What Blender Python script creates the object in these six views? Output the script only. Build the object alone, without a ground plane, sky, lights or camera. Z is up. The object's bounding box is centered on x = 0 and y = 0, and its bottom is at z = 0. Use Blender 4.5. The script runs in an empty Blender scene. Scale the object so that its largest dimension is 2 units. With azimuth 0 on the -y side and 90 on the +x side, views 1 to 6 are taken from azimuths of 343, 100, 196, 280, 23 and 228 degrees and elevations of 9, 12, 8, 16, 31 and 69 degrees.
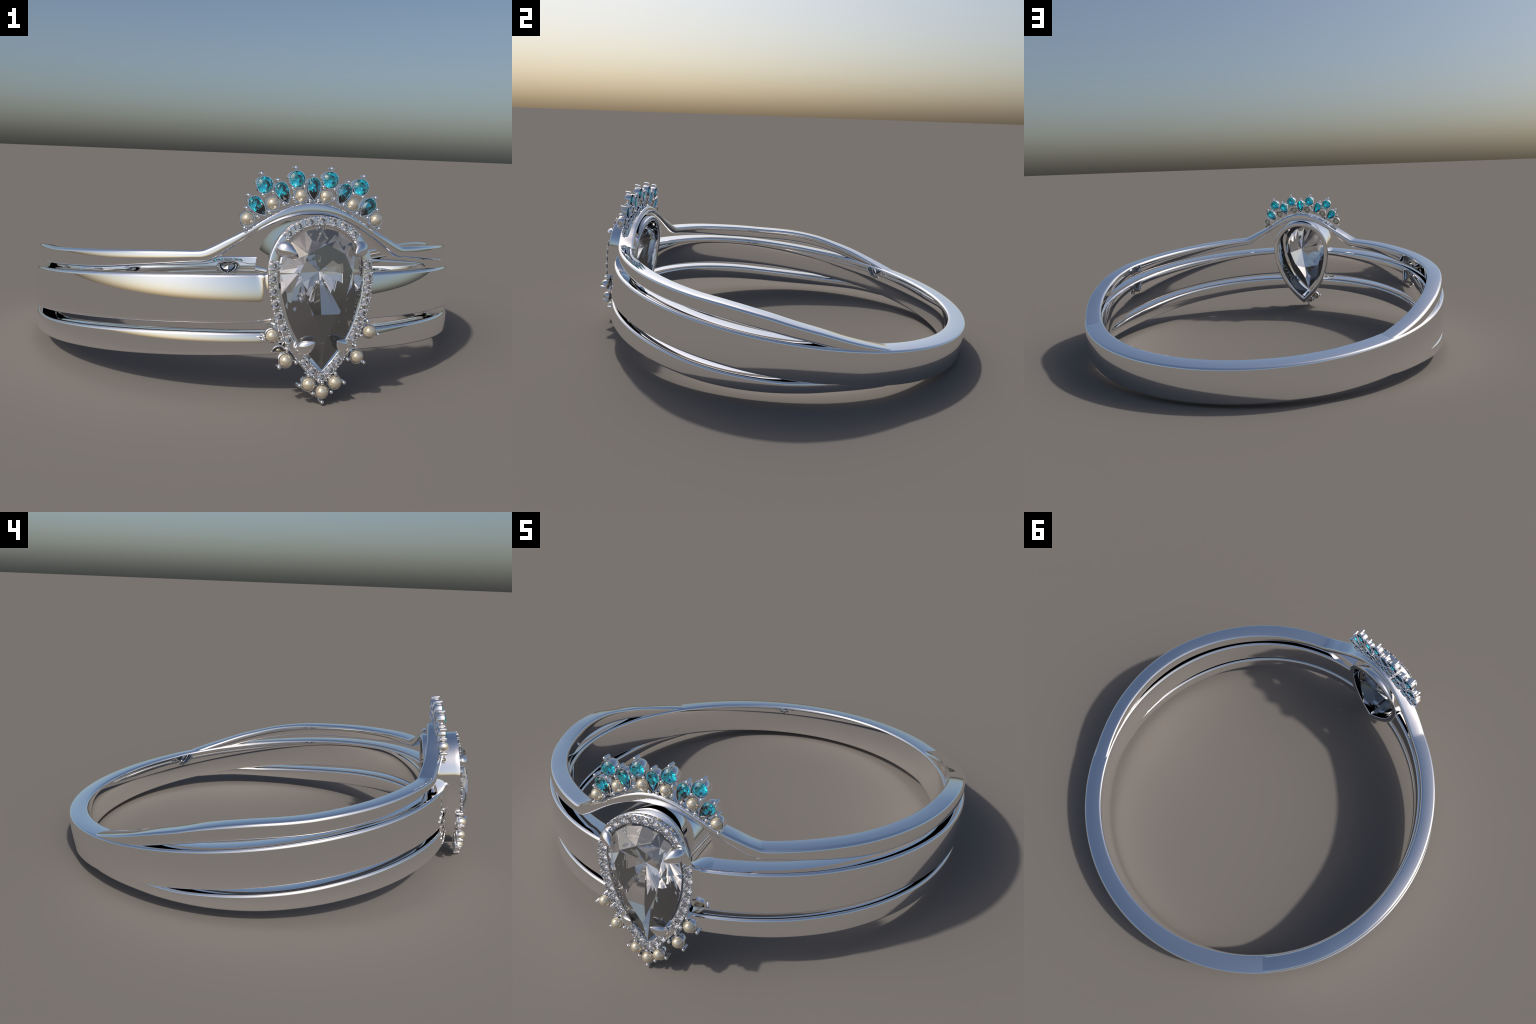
# A split-shank ring with a pear-shaped centre stone, a diamond halo, pearl drops and a
# tiara of teal stones and pearls.  Everything is modelled upright in the ring's own frame
# (z along the finger, the head towards -y) and then laid down, tilted on its pearl drops.
import bpy, bmesh, math
from mathutils import Matrix, Vector

TILT = 0.1342
LIE = Matrix.Translation((0.0, 0.0486, 0.2100)) @ Matrix.Rotation(-TILT, 4, 'X')

# ------------------------------------------------------------------ materials
def principled(name, **values):
    m = bpy.data.materials.new(name)
    m.use_nodes = True
    b = m.node_tree.nodes["Principled BSDF"]
    for key, value in values.items():
        b.inputs[key.replace("_", " ")].default_value = value
    return m, b

def grain(m, b, socket, scale, low, high):
    """Very fine procedural variation of one scalar input."""
    nt = m.node_tree
    co = nt.nodes.new("ShaderNodeTexCoord")
    no = nt.nodes.new("ShaderNodeTexNoise")
    no.inputs["Scale"].default_value = scale
    mr = nt.nodes.new("ShaderNodeMapRange")
    mr.inputs["To Min"].default_value = low
    mr.inputs["To Max"].default_value = high
    nt.links.new(co.outputs["Object"], no.inputs["Vector"])
    nt.links.new(no.outputs["Fac"], mr.inputs["Value"])
    nt.links.new(mr.outputs["Result"], b.inputs[socket])

METAL, mb = principled("polished_white_gold", Base_Color=(0.985, 0.985, 0.99, 1), Metallic=1.0, Roughness=0.02)
grain(METAL, mb, "Roughness", 6.0, 0.0, 0.004)

CLEAR, cb = principled("clear_gemstone", Base_Color=(0.97, 0.97, 0.97, 1), Roughness=0.0, IOR=2.4)
cb.inputs["Transmission Weight"].default_value = 0.955  # slight milky diffuse share, lightens the dark internal reflections
DIAMOND, db = principled("small_diamond", Base_Color=(0.98, 0.98, 1.0, 1), Roughness=0.0, IOR=2.3)
db.inputs["Transmission Weight"].default_value = 0.96  # below 1: whitish diffuse part mixed in to brighten the sparkle
TEAL, tb = principled("teal_gemstone", Base_Color=(0.01, 0.80, 0.96, 1), Roughness=0.0, IOR=2.1)
tb.inputs["Transmission Weight"].default_value = 1.0
PEARL, pb = principled("champagne_pearl", Base_Color=(0.80, 0.70, 0.55, 1), Metallic=0.65, Roughness=0.10)
pb.inputs["Coat Weight"].default_value = 0.35
pb.inputs["Coat Roughness"].default_value = 0.05
ramp = PEARL.node_tree.nodes.new("ShaderNodeValToRGB")
ramp.color_ramp.elements[0].color = (0.76, 0.67, 0.50, 1)
ramp.color_ramp.elements[1].color = (0.82, 0.74, 0.58, 1)
noise = PEARL.node_tree.nodes.new("ShaderNodeTexNoise")
noise.inputs["Scale"].default_value = 30.0
coord = PEARL.node_tree.nodes.new("ShaderNodeTexCoord")
PEARL.node_tree.links.new(coord.outputs["Object"], noise.inputs["Vector"])
PEARL.node_tree.links.new(noise.outputs["Fac"], ramp.inputs["Fac"])
PEARL.node_tree.links.new(ramp.outputs["Color"], pb.inputs["Base Color"])

# ------------------------------------------------------------------ object helpers
RING = bpy.data.objects.new("ring", None)
bpy.context.scene.collection.objects.link(RING)
RING["label"] = "silver split-shank ring, pear stone, teal and pearl tiara"
RING["category"] = "ring"

def make_mesh(name, verts, faces, material, smooth=None):
    me = bpy.data.meshes.new(name)
    me.from_pydata([tuple(v) for v in verts], [], faces)
    bm = bmesh.new()
    bm.from_mesh(me)
    bmesh.ops.remove_doubles(bm, verts=bm.verts, dist=1e-6)
    bmesh.ops.recalc_face_normals(bm, faces=bm.faces)
    bm.to_mesh(me)
    bm.free()
    me.materials.append(material)
    if smooth is None:
        me.shade_flat()
    elif smooth >= math.pi:
        me.shade_smooth()
    else:
        me.shade_smooth()
        me.set_sharp_from_angle(angle=smooth)
    return me

def place(name, mesh, parent, local=Matrix(), kind=None):
    ob = bpy.data.objects.new(name, mesh)
    bpy.context.scene.collection.objects.link(ob)
    ob.parent = parent
    if parent is RING:
        ob.matrix_basis = LIE @ local
    else:                                   # the parent already carries LIE
        ob.matrix_basis = local
    if kind:
        ob["kind"] = kind
    return ob

def interp(table, x):
    if x <= table[0][0]:
        return table[0][1]
    for (x0, y0), (x1, y1) in zip(table, table[1:]):
        if x <= x1:
            return y0 + (y1 - y0) * (x - x0) / (x1 - x0)
    return table[-1][1]

def smooth_interp(table, x):
    """Monotone-ish cubic (finite-difference tangents) through the control points."""
    n = len(table)
    if x <= table[0][0]:
        return table[0][1]
    if x >= table[-1][0]:
        return table[-1][1]
    i = max(k for k in range(n - 1) if table[k][0] <= x)
    def tangent(k):
        a, b = table[max(k - 1, 0)], table[min(k + 1, n - 1)]
        return (b[1] - a[1]) / (b[0] - a[0])
    (x0, y0), (x1, y1) = table[i], table[i + 1]
    h = x1 - x0
    t = (x - x0) / h
    m0, m1 = tangent(i) * h, tangent(i + 1) * h
    return ((2 * t ** 3 - 3 * t ** 2 + 1) * y0 + (t ** 3 - 2 * t ** 2 + t) * m0
            + (-2 * t ** 3 + 3 * t ** 2) * y1 + (t ** 3 - t ** 2) * m1)

# ------------------------------------------------------------------ the pear outline
# half circle on top, two long arcs that meet in the tip; d offsets the outline outwards
PEAR_R, PEAR_ARC, PEAR_Z = 0.151, 0.4404, 0.097

def pear(d, arc_n=48, cap_n=48):
    """Closed outline (x, z), counter-clockwise from the tip."""
    cx = PEAR_ARC - PEAR_R
    ra, rc = PEAR_ARC + d, PEAR_R + d
    tip = math.acos(cx / ra)
    pts = [(-cx + ra * math.cos(tip * (1 - i / arc_n)), PEAR_Z - ra * math.sin(tip * (1 - i / arc_n))) for i in range(arc_n)]
    pts += [(rc * math.cos(math.pi * i / cap_n), PEAR_Z + rc * math.sin(math.pi * i / cap_n)) for i in range(cap_n)]
    pts += [(cx - ra * math.cos(tip * i / arc_n), PEAR_Z - ra * math.sin(tip * i / arc_n)) for i in range(arc_n)]
    return pts

def pear_half_width(z, d):
    if z >= PEAR_Z:
        return math.sqrt(max((PEAR_R + d) ** 2 - (z - PEAR_Z) ** 2, 1e-6))
    return math.sqrt(max((PEAR_ARC + d) ** 2 - (z - PEAR_Z) ** 2, 1e-6)) - (PEAR_ARC - PEAR_R)

# ------------------------------------------------------------------ bands
RX, RY = 0.947, 0.9495           # outer half axes of the shank
LOW, HIGH = -0.0765, 0.0895       # lower and upper edge of the shank
ROUND = 0.0125                    # edge rounding of all bands

def rounded_section(r_in, r_out, z_bot, z_top, bevel, seg=4):
    """Rectangle with rounded corners, list of (r, z)."""
    b = min(bevel, (z_top - z_bot) * 0.45, (r_out - r_in) * 0.45)
    pts = []
    for cx, cz, a0 in ((r_out - b, z_top - b, 0), (r_in + b, z_top - b, 90),
                       (r_in + b, z_bot + b, 180), (r_out - b, z_bot + b, 270)):
        for k in range(seg + 1):
            a = math.radians(a0 + 90 * k / seg)
            pts.append((cx + b * math.cos(a), cz + b * math.sin(a)))
    # split the long outer and inner faces so that they bend cleanly
    return pts

def loft(rings, close_path=False):
    n = len(rings[0])
    verts = [v for r in rings for v in r]
    faces = []
    count = len(rings)
    for i in range(count if close_path else count - 1):
        a, b = i * n, ((i + 1) % count) * n
        for j in range(n):
            k = (j + 1) % n
            faces.append((a + j, a + k, b + k, b + j))
    if not close_path:
        faces.append(tuple(range(n)))
        faces.append(tuple(range((count - 1) * n, count * n)))
    return verts, faces

def on_ring(r, theta, z):
    s = r / 0.942
    return (s * RX * math.sin(theta), -s * RY * math.cos(theta), z)

def end_angle(z, r, side):
    x = pear_half_width(z, 0.020)
    return side * math.asin(x / (r / 0.942 * RX))

# shank: one band all round the finger, its two ends let into the bezel
def build_shank():
    n = 360
    rings = []
    for i in range(n + 1):
        s = i / n
        mid = abs(0.5 - s) * 2                     # 1 at the ends, 0 at the back
        ring = []
        for r, z in rounded_section(0.8495, 0.942, LOW, HIGH, ROUND):
            e = end_angle(z, r, 1)
            if mid > 0.8:                          # finer steps towards the ends
                mm = 0.8 + 0.2 * (1 - (1 - (mid - 0.8) / 0.2) ** 1.6)
            else:
                mm = mid
            away = (math.pi - e) * (1 - mm)        # angle left to the end
            th = e + away if s < 0.5 else 2 * math.pi - e - away
            if r > 0.90:                           # the outer edge sweeps out along the bezel
                gap = 0.201 - abs(on_ring(r, th, z)[0])
                if gap > 0 and math.cos(th) > 0:
                    r += 0.011 * min(1.0, gap / 0.020) ** 2 * min(1.0, max(0.0, (z + 0.02) / 0.08))
            ring.append(on_ring(r, th, z))
        rings.append(ring)
    v, f = loft(rings)
    return make_mesh("shank", v, f, METAL, math.radians(40))

SHANK = place("shank", build_shank(), RING)

# lower bands: peel off the shank behind the sides and run to the bezel below it
LOW_TOP = [(12, -.113), (30, -.110), (45, -.109), (60, -.111), (72, -.113), (83, -.108), (93, -.098), (100, -.089), (108, -.070), (116, -.052), (127, -.046)]
LOW_BOT = [(12, -.181), (20, -.183), (34, -.187), (47, -.189), (58, -.188), (70, -.185), (81, -.177), (93, -.156), (106, -.123), (114, -.102), (127, -.0775)]

def build_lower(side):
    n = 160
    rings = []
    for i in range(n + 1):
        s = i / n
        deg = 127 - (127 - 10) * s
        zt, zb = smooth_interp(LOW_TOP, deg) + 0.005, smooth_interp(LOW_BOT, deg) - 0.002
        ring = []
        r_out = 0.934 + 0.0075 * max(0.0, min(1.0, (deg - 78) / 28))
        for r, z in rounded_section(0.8515, r_out, zb, zt, ROUND):
            e = math.degrees(end_angle(z, r, 1))
            th = 127 - (127 - e) * s
            ring.append(on_ring(r, side * math.radians(th), z))
        rings.append(ring)
    v, f = loft(rings)
    return make_mesh("lower_band", v, f, METAL, math.radians(40))

place("lower_band", build_lower(1), RING)
place("lower_band", build_lower(-1), RING)

# tiara band: peels off the top of the shank and arches over the head
TIARA_TOP = [(25, .1635), (36, .165), (48, .165), (58, .167), (70, .170), (81, .1735), (92, .165), (100, .150), (107, .136), (115, .114), (121, .099), (127, .0845)]
TIARA_BOT = [(25, .132), (30, .127), (38, .119), (48, .109), (58, .108), (70, .112), (79, .1155), (91, .110), (101, .097), (112, .076), (119, .068), (127, .060)]
ARCH_TOP = [(0, .329), (.051, .3205), (.11, .300), (.178, .264), (.232, .231), (.30, .197), (.361, .1695), (.400, .1625), (.44, .164)]
ARCH_BOT = [(0, .289), (.05, .285), (.11, .269), (.178, .238), (.232, .208), (.30, .165), (.345, .140), (.365, .134), (.395, .131), (.44, .126)]

TIARA_IN, TIARA_OUT = 0.856, 0.931

def build_tiara_band():
    path = []
    steps_side, steps_arch = 130, 96
    x25 = math.sin(math.radians(25)) * TIARA_OUT
    for i in range(steps_side):
        path.append(("ring", -127 + (127 - 25) * i / steps_side))
    for i in range(steps_arch + 1):
        path.append(("arch", -x25 + 2 * x25 * i / steps_arch))
    for i in range(1, steps_side + 1):
        path.append(("ring", 25 + (127 - 25) * i / steps_side))
    rings = []
    for kind, t in path:
        if kind == "ring":
            # the band sits a little lower on the -x side of the head
            sag = -0.010 * max(0.0, min(1.0, (88 - abs(t)) / 22)) if t < 0 else 0.0
            zt = smooth_interp(TIARA_TOP, abs(t)) + sag + 0.0135 - 0.008 * max(0.0, (abs(t) - 92) / 35)
            zb = smooth_interp(TIARA_BOT, abs(t)) + sag + 0.006 * min(1.0, (127 - abs(t)) / 20)
            r_out = TIARA_OUT + 0.005 * max(0.0, (abs(t) - 80) / 47)
            rings.append([on_ring(r, math.radians(t), z) for r, z in rounded_section(TIARA_IN, r_out, zb, zt, ROUND)])
        else:
            x = t
            w = max(0.0, min(1.0, (abs(x) - 0.36) / (x25 - 0.36)))
            zt = smooth_interp(ARCH_TOP, abs(x)) * (1 - w) + smooth_interp(TIARA_TOP, 25) * w + 0.005 + 0.009 * min(1.0, abs(x) / 0.3)
            zb = smooth_interp(ARCH_BOT, abs(x)) * (1 - w) + smooth_interp(TIARA_BOT, 25) * w + 0.005 * min(1.0, abs(x) / 0.3)
            sag = -0.010 * max(0.0, min(1.0, (-x - 0.18) / 0.19))
            zt, zb = zt + sag, zb + sag
            theta = math.asin(abs(x) / TIARA_OUT) * (1 if x >= 0 else -1)
            def soft(y, cap):                       # the front and the inside are flattened
                k = 0.010
                d = y - cap
                return cap + 0.5 * (d + math.sqrt(d * d + k * k))
            ring = []
            for r, z in rounded_section(TIARA_IN, TIARA_OUT, zb, zt, ROUND):
                px, py, pz = on_ring(r, theta, z)
                cap = -0.930 + (TIARA_OUT - r) / (TIARA_OUT - TIARA_IN) * (0.930 - 0.866)
                ring.append((px, soft(py, cap) if abs(x) < 0.34 else
                             py + (soft(py, cap) - py) * max(0.0, (x25 - abs(x)) / (x25 - 0.34)), pz))
            rings.append(ring)
    v, f = loft(rings)
    return make_mesh("tiara_band", v, f, METAL, math.radians(40))

TIARA = place("tiara_band", build_tiara_band(), RING)

# ------------------------------------------------------------------ bezel (pear-shaped drum with a flat halo rim)
HALO_SPOTS = [(0.0, .2655), (.0415, .262), (.081, .2475), (.1155, .2225),
              (.168, .119), (.1700, .077), (.1675, .0365), (.161, -.0055), (.1495, -.046), (.134, -.085), (.117, -.123),
              (.059, -.2025), (.031, -.232), (0.0, -.2540)]

def both(points):
    for x, z in points:
        yield x, z
        if abs(x) > 1e-6:
            yield -x, z

def build_bezel():
    b = 0.006
    prof = []
    def corner(d, y, a0, a1, rad, n=4):
        for k in range(n + 1):
            a = math.radians(a0 + (a1 - a0) * k / n)
            prof.append((d + rad * math.cos(a), y + rad * math.sin(a)))
    # (offset d, depth y); y grows towards the finger
    corner(0.036 - b, -0.995 + b, -90, 0, b)          # outer front edge
    prof.append((0.0350, -0.97))
    corner(0.0345 - 0.009, -0.832 - 0.009, 0, 90, 0.009, 5)   # outer back edge
    corner(0.0045 + 0.009, -0.832 - 0.009, 90, 180, 0.009, 5)
    prof.append((0.0035, -0.90))
    corner(0.0 + 0.003, -0.995 + 0.003, 180, 270, 0.003, 3)
    rings = []
    for d, y in prof:
        o = pear(d)
        rings.append([(x, y, z) for x, z in o])
    v, f = loft(rings, close_path=True)
    me = make_mesh("bezel", v, f, METAL, math.radians(38))
    # conical seats for the halo stones, bored into the rim
    cv, cf = [], []
    seg = 20
    for x, z in both(HALO_SPOTS):
        base = len(cv)
        for rad, y in ((0.0176, -1.004), (0.0176, -0.9955), (0.0050, -0.9830)):
            cv += [(x + rad * math.cos(2 * math.pi * k / seg), y, z + rad * math.sin(2 * math.pi * k / seg)) for k in range(seg)]
        for r in range(2):
            for k in range(seg):
                m = (k + 1) % seg
                cf.append((base + r * seg + k, base + r * seg + m, base + (r + 1) * seg + m, base + (r + 1) * seg + k))
        cf.append(tuple(base + k for k in range(seg)))
        cf.append(tuple(base + 2 * seg + k for k in range(seg)))
    cutter_mesh = make_mesh("seat_cutter", cv, cf, METAL)
    body = bpy.data.objects.new("bezel_blank", me)
    cutter = bpy.data.objects.new("seat_cutter", cutter_mesh)
    for ob in (body, cutter):
        bpy.context.scene.collection.objects.link(ob)
    mod = body.modifiers.new("seats", 'BOOLEAN')
    mod.operation, mod.object, mod.solver = 'DIFFERENCE', cutter, 'EXACT'
    mod.use_self = True
    bpy.context.view_layer.update()
    out = bpy.data.meshes.new_from_object(body.evaluated_get(bpy.context.evaluated_depsgraph_get()))
    bpy.data.objects.remove(body)
    bpy.data.objects.remove(cutter)
    out.name = "bezel"
    out.materials.clear()
    out.materials.append(METAL)
    out.shade_smooth()
    out.set_sharp_from_angle(angle=math.radians(38))
    return out

BEZEL = place("bezel", build_bezel(), RING)

# ------------------------------------------------------------------ faceted stones
def brilliant(name, girdle, centre, table, y_girdle, crown, pavilion, culet, girdle_h, material, kite=0.5, low=0.70):
    """girdle: 2n outline points, even ones on the mains, odd ones half-way.
    table: n points in front of the mains.  Front is -y."""
    n = len(girdle) // 2
    v, f = [], []
    def add(x, z, y):
        v.append((x, y, z))
        return len(v) - 1
    yg = y_girdle
    T = [add(x, z, yg - crown) for x, z in table]
    G = [add(x, z, yg) for x, z in girdle]
    H = [add(x, z, yg + girdle_h) for x, z in girdle]
    K = []
    for i in range(n):
        t0, t1 = table[i], table[(i + 1) % n]
        mx, mz = (t0[0] + t1[0]) / 2, (t0[1] + t1[1]) / 2
        gx, gz = girdle[2 * i + 1]
        K.append(add(mx + (gx - mx) * kite, mz + (gz - mz) * kite, yg - crown * (1 - kite * 0.86)))
    C = add(culet[0], culet[1], yg + girdle_h + pavilion)
    P = []
    for i in range(n):
        gx, gz = girdle[2 * i + 1]
        P.append(add(culet[0] + (gx - culet[0]) * low, culet[1] + (gz - culet[1]) * low,
                     yg + girdle_h + pavilion * (1 - low * 0.98)))
    f.append(tuple(T))
    for i in range(n):
        j = (i + 1) % n
        k_prev = K[i - 1]
        f.append((T[i], T[j], K[i]))                          # star
        f.append((T[i], K[i], G[2 * i], k_prev))              # kite
        f.append((K[i], G[2 * i], G[2 * i + 1]))              # upper halves
        f.append((K[i], G[2 * i + 1], G[2 * j]))
        f.append((C, P[i], H[2 * i], P[i - 1]))               # pavilion mains
        f.append((P[i], H[2 * i], H[2 * i + 1]))
        f.append((P[i], H[2 * i + 1], H[2 * j]))
    m = 2 * n
    for i in range(m):
        j = (i + 1) % m
        f.append((G[i], G[j], H[j], H[i]))
    me = make_mesh(name, v, f, material)
    return me

def hit(outline, c, ang):
    """Outline point seen from c in direction ang."""
    best = None
    dx, dz = math.cos(ang), math.sin(ang)
    m = len(outline)
    for i in range(m):
        (x0, z0), (x1, z1) = outline[i], outline[(i + 1) % m]
        ex, ez = x1 - x0, z1 - z0
        det = dx * (-ez) + dz * ex
        if abs(det) < 1e-12:
            continue
        rx, rz = x0 - c[0], z0 - c[1]
        t = (rx * (-ez) + rz * ex) / det
        u = (dx * rz - dz * rx) / det
        if t > 0 and -1e-6 <= u <= 1 + 1e-6 and (best is None or t > best[0]):
            best = (t, (c[0] + dx * t, c[1] + dz * t))
    return best[1]

def pear_stone(name, d, scale, y_girdle, crown, pavilion, girdle_h, material):
    """Pear brilliant around the outline pear(d); scaled about the centre of its round end."""
    c = (0.0, PEAR_Z)
    outline = pear(d, 64, 64)
    half = [(0.0, .190), (.065, .157), (.092, .097), (.065, .004), (.045, -.040)]
    table = half + [(-x, z) for x, z in reversed(half[1:])]      # clockwise from the top
    dirs = [math.atan2(z - c[1], x) for x, z in table]
    girdle = []
    for i, a in enumerate(dirs):
        b = dirs[(i + 1) % len(dirs)]
        while b > a:
            b -= 2 * math.pi
        girdle.append(hit(outline, c, a))
        girdle.append(hit(outline, c, (a + b) / 2))
    sc = lambda pts: [(x * scale, (z - PEAR_Z) * scale) for x, z in pts]
    return brilliant(name, sc(girdle), (0, 0), sc(table), y_girdle, crown, pavilion, (0.0, 0.0), girdle_h, material)

def round_stone(name, radius, n, y_girdle, crown, pavilion, girdle_h, material):
    girdle = [(radius * math.cos(math.pi * i / n), radius * math.sin(math.pi * i / n)) for i in range(2 * n)]
    table = [(0.56 * radius * math.cos(2 * math.pi * i / n), 0.56 * radius * math.sin(2 * math.pi * i / n)) for i in range(n)]
    return brilliant(name, girdle, (0, 0), table, y_girdle, crown, pavilion, (0, 0), girdle_h, material)

STONE = pear_stone("centre_stone", -0.004, 1.0, -0.997, 0.041, 0.130, 0.004, CLEAR)
place("centre_stone", STONE, BEZEL, Matrix.Translation((0, 0, PEAR_Z)))

# ------------------------------------------------------------------ small turned parts (axis along y)
def turned(name, profile, seg, material, smooth=math.radians(40), closed=False):
    """profile: (radius, y) points; spun about the y axis."""
    verts, faces = [], []
    n = len(profile)
    for i in range(seg):
        a = 2 * math.pi * i / seg
        for r, y in profile:
            verts.append((r * math.cos(a), y, r * math.sin(a)))
    last = n if closed else n - 1
    for i in range(seg):
        j = (i + 1) % seg
        for k in range(last):
            m = (k + 1) % n
            faces.append((i * n + k, i * n + m, j * n + m, j * n + k))
    me = bpy.data.meshes.new(name)
    me.from_pydata(verts, [], faces)
    bm = bmesh.new()
    bm.from_mesh(me)
    bmesh.ops.remove_doubles(bm, verts=bm.verts, dist=1e-7)
    bmesh.ops.recalc_face_normals(bm, faces=bm.faces)
    bm.to_mesh(me)
    bm.free()
    me.materials.append(material)
    me.shade_smooth()
    if smooth < math.pi:
        me.set_sharp_from_angle(angle=smooth)
    return me

def arc(cr, cy, rad, a0, a1, n):
    return [(cr + rad * math.cos(math.radians(a0 + (a1 - a0) * k / n)),
             cy + rad * math.sin(math.radians(a0 + (a1 - a0) * k / n))) for k in range(n + 1)]

ROD_R = 0.0066
ROD = turned("prong", [(0.0, 0.0325), (ROD_R - .001, 0.0325), (ROD_R, 0.0315)] +
             [(ROD_R * math.cos(math.radians(90 * k / 7)), 0.0055 - 0.0055 * math.sin(math.radians(90 * k / 7))) for k in range(8)],
             20, METAL)
PEARL_R = 0.0216
PEARL_MESH = turned("pearl", [(PEARL_R * math.sin(math.pi * k / 24), -PEARL_R * math.cos(math.pi * k / 24)) for k in range(25)], 40, PEARL, math.pi)
PEARL_CUP = turned("pearl_cup", [(0.0255, -0.0015), (0.0248, -0.003), (0.0226, -0.003), (0.0222, -0.0015),
                                 (0.0222, 0.004), (0.0185, 0.0165), (0.0178, 0.0195), (0.0185, 0.0205), (0.0248, 0.0205), (0.0255, 0.0195)],
                   40, METAL, closed=True)
GEM_R = 0.0278
ROUND_CUP = turned("round_setting", [(0.0306, -0.0008), (0.0300, -0.0018), (0.0284, -0.0018), (0.0279, -0.0008),
                                     (0.0279, 0.0285), (0.0284, 0.0295), (0.0300, 0.0295), (0.0306, 0.0285)], 48, METAL, closed=True)
ROUND_GEM = round_stone("round_gemstone", GEM_R, 8, 0.001, 0.0095, 0.0215, 0.001, TEAL)

PEAR_SCALE = 0.169
def build_pear_cup():
    w = 0.003 / PEAR_SCALE
    prof = [(0.0, -0.0008), (-0.2 * w, -0.0018), (-0.8 * w, -0.0018), (-w, -0.0008), (-w, 0.0285), (-0.8 * w, 0.0295), (-0.2 * w, 0.0295), (0.0, 0.0285)]
    rings = [[(x * PEAR_SCALE, y, (z - PEAR_Z) * PEAR_SCALE) for x, z in pear(d, 20, 24)] for d, y in prof]
    v, f = loft(rings, close_path=True)
    return make_mesh("pear_setting", v, f, METAL, math.radians(40))
PEAR_CUP = build_pear_cup()
PEAR_GEM = pear_stone("pear_gemstone", -0.003 / PEAR_SCALE, PEAR_SCALE, 0.001, 0.0085, 0.0215, 0.001, TEAL)

# ------------------------------------------------------------------ tiara
Y_GEM, Y_PEARL, Y_ROD = -0.9235, -0.9165, -0.9315

def at(x, y, z, roll=0.0):
    return Matrix.Translation((x, y, z)) @ Matrix.Rotation(-roll, 4, 'Y')

turn = 0.0
for x, z in both([(.0610, .4085), (.1760, .3865)]):
    place("round_setting", ROUND_CUP, TIARA, at(x, Y_GEM, z))
    place("round_gemstone", ROUND_GEM, TIARA, at(x, Y_GEM, z, turn))
    turn += 0.23
for x, z, lean in [(0.0, .3915, 0), (.1176, .3740, 27), (-.1176, .3740, -27), (.2100, .3257, 42), (-.2100, .3257, -42)]:
    roll = -math.radians(lean)
    place("pear_setting", PEAR_CUP, TIARA, at(x, Y_GEM, z, roll))
    place("pear_gemstone", PEAR_GEM, TIARA, at(x, Y_GEM, z, roll))
for x, z in both([(.0450, .3525), (.1465, .3250), (.2350, .2725)]):
    place("pearl_cup", PEARL_CUP, TIARA, at(x, Y_PEARL + 0.001, z))
    place("pearl", PEARL_MESH, TIARA, at(x, Y_PEARL, z))
TIARA_PRONGS = [(.0655, .447), (.0765, .3765), (.0345, .3835),            # inner round stones
                (.1870, .4235), (.1825, .3520), (.1470, .3630),           # outer round stones
                (0.0, .4220), (.1295, .4030), (.2325, .3505),             # pear stones
                (.2390, .3080), (.2015, .2800), (.2460, .2425),           # outer pearls
                (.1105, .3250), (.1610, .2960), (.0745, .3440), (.0155, .3375)]
for x, z in both(TIARA_PRONGS):
    place("prong", ROD, TIARA, at(x, Y_ROD, z))

# ------------------------------------------------------------------ pearl drops under the head
for x, z in both([(.1735, -.1090), (.1270, -.1920), (.0470, -.2745), (0.0, -.3030)]):
    place("pearl_cup", PEARL_CUP, BEZEL, at(x, -0.9945, z))
    place("pearl", PEARL_MESH, BEZEL, at(x, -0.9955, z))
for x, z in both([(.166, -.073), (.142, -.121), (.2055, -.1195), (.122, -.154), (.093, -.199), (.151, -.212),
                  (.048, -.2435), (.0795, -.2765), (.033, -.3055), (0.0, -.272), (0.0, -.337)]):
    place("prong", ROD, BEZEL, at(x, -1.0075, z))

# ------------------------------------------------------------------ halo of small diamonds
HALO_R = 0.0168
HALO_GEM = round_stone("halo_diamond", HALO_R, 6, 0.0, 0.0055, 0.012, 0.0008, DIAMOND)
HALO_SEAT = turned("halo_seat", [(0.0172, 0.004), (0.0168, -0.0015), (0.0155, -0.0022), (0.0148, -0.0005), (0.0148, 0.004)], 24, METAL)
BEAD = turned("halo_bead", [(0.0, 0.006), (0.0035, 0.006)] + [(0.0035 * math.cos(math.radians(90 * k / 4)), -0.0035 * math.sin(math.radians(90 * k / 4))) for k in range(5)], 10, METAL, math.pi)

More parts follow.
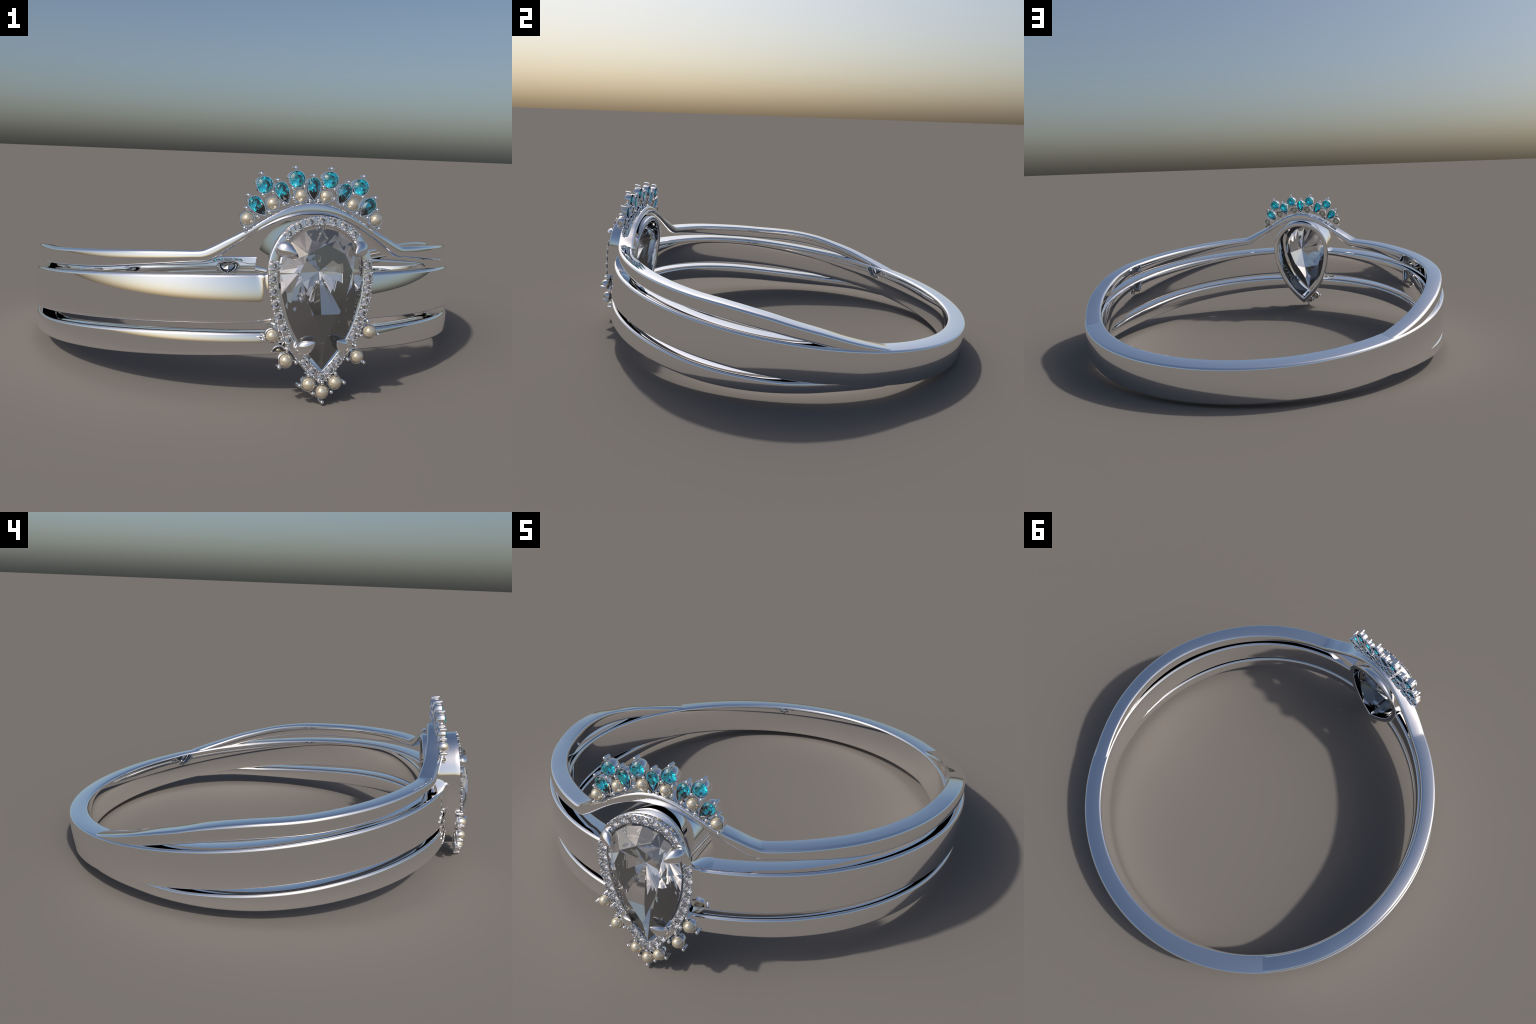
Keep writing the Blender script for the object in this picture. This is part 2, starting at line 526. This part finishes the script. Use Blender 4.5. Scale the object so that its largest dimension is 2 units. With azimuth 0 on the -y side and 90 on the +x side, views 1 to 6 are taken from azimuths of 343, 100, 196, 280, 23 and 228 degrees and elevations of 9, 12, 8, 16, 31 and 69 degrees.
turn = 0.0
bead_v, bead_f = [], []
def add_bead(x, z):
    base = len(bead_v)
    for v in BEAD.vertices:
        bead_v.append((v.co.x + x, v.co.y - 1.0005, v.co.z + z))
    for p in BEAD.polygons:
        bead_f.append(tuple(base + i for i in p.vertices))
for x, z in both(HALO_SPOTS):
    place("halo_diamond", HALO_GEM, BEZEL, at(x, -0.9975, z, turn))
    turn += 0.41
    # direction along the halo: tangent of the pear at this point
    cx = 0.0 if z >= PEAR_Z else (-(PEAR_ARC - PEAR_R) if x >= 0 else (PEAR_ARC - PEAR_R))
    nx, nz = x - cx, z - PEAR_Z
    if abs(x) < 1e-6 and z < 0:
        nx, nz = 0.0, -1.0
    ln = math.hypot(nx, nz)
    nx, nz = nx / ln, nz / ln
    for sx in (-1, 1):
        for sn in (-1, 1):
            add_bead(x + sx * 0.0150 * -nz + sn * 0.0120 * nx, z + sx * 0.0150 * nx + sn * 0.0120 * nz)
beads = make_mesh("halo_bead", bead_v, bead_f, METAL, math.pi)
place("halo_bead", beads, BEZEL, kind="stuff")

# ------------------------------------------------------------------ four pointed claws over the centre stone
def build_claw():
    """Tear-drop pebble: x from base (-1) to tip (+1)."""
    half_len, half_w, half_h = 0.037, 0.0260, 0.0175
    rings = []
    n, seg = 20, 20
    verts, faces = [], []
    for i in range(1, n):
        s = -math.cos(math.pi * i / n)
        wid = math.sqrt(max(0.0, 1 - s * s)) * (1 - 0.60 * max(0.0, (s + 0.25) / 1.25) ** 1.5)
        for k in range(seg):
            a = 2 * math.pi * k / seg
            verts.append((s * half_len, -half_h * wid * math.sin(a), half_w * wid * math.cos(a)))
    for i in range(n - 2):
        for k in range(seg):
            m = (k + 1) % seg
            faces.append((i * seg + k, i * seg + m, (i + 1) * seg + m, (i + 1) * seg + k))
    a = len(verts); verts.append((-half_len, 0, 0))
    b = len(verts); verts.append((half_len, 0, 0))
    for k in range(seg):
        m = (k + 1) % seg
        faces.append((a, m, k))
        faces.append((b, (n - 2) * seg + k, (n - 2) * seg + m))
    return make_mesh("claw", verts, faces, METAL, math.pi)
CLAW = build_claw()
for bx, bz, tx, tz in [(.158, .186, .104, .158), (.092, -.167, .037, -.128)]:
    for s in (1, -1):
        base = Vector((s * bx, -0.997, bz))
        tip = Vector((s * tx, -1.036, tz))
        ax = (tip - base).normalized()
        up = Vector((0, -1, 0))
        side = ax.cross(up).normalized()
        up = side.cross(ax)
        rot = Matrix((ax, -up, side)).transposed().to_4x4()
        place("claw", CLAW, BEZEL, Matrix.Translation((base + tip) / 2) @ rot)

for me in list(bpy.data.meshes):
    if me.users == 0:
        bpy.data.meshes.remove(me)
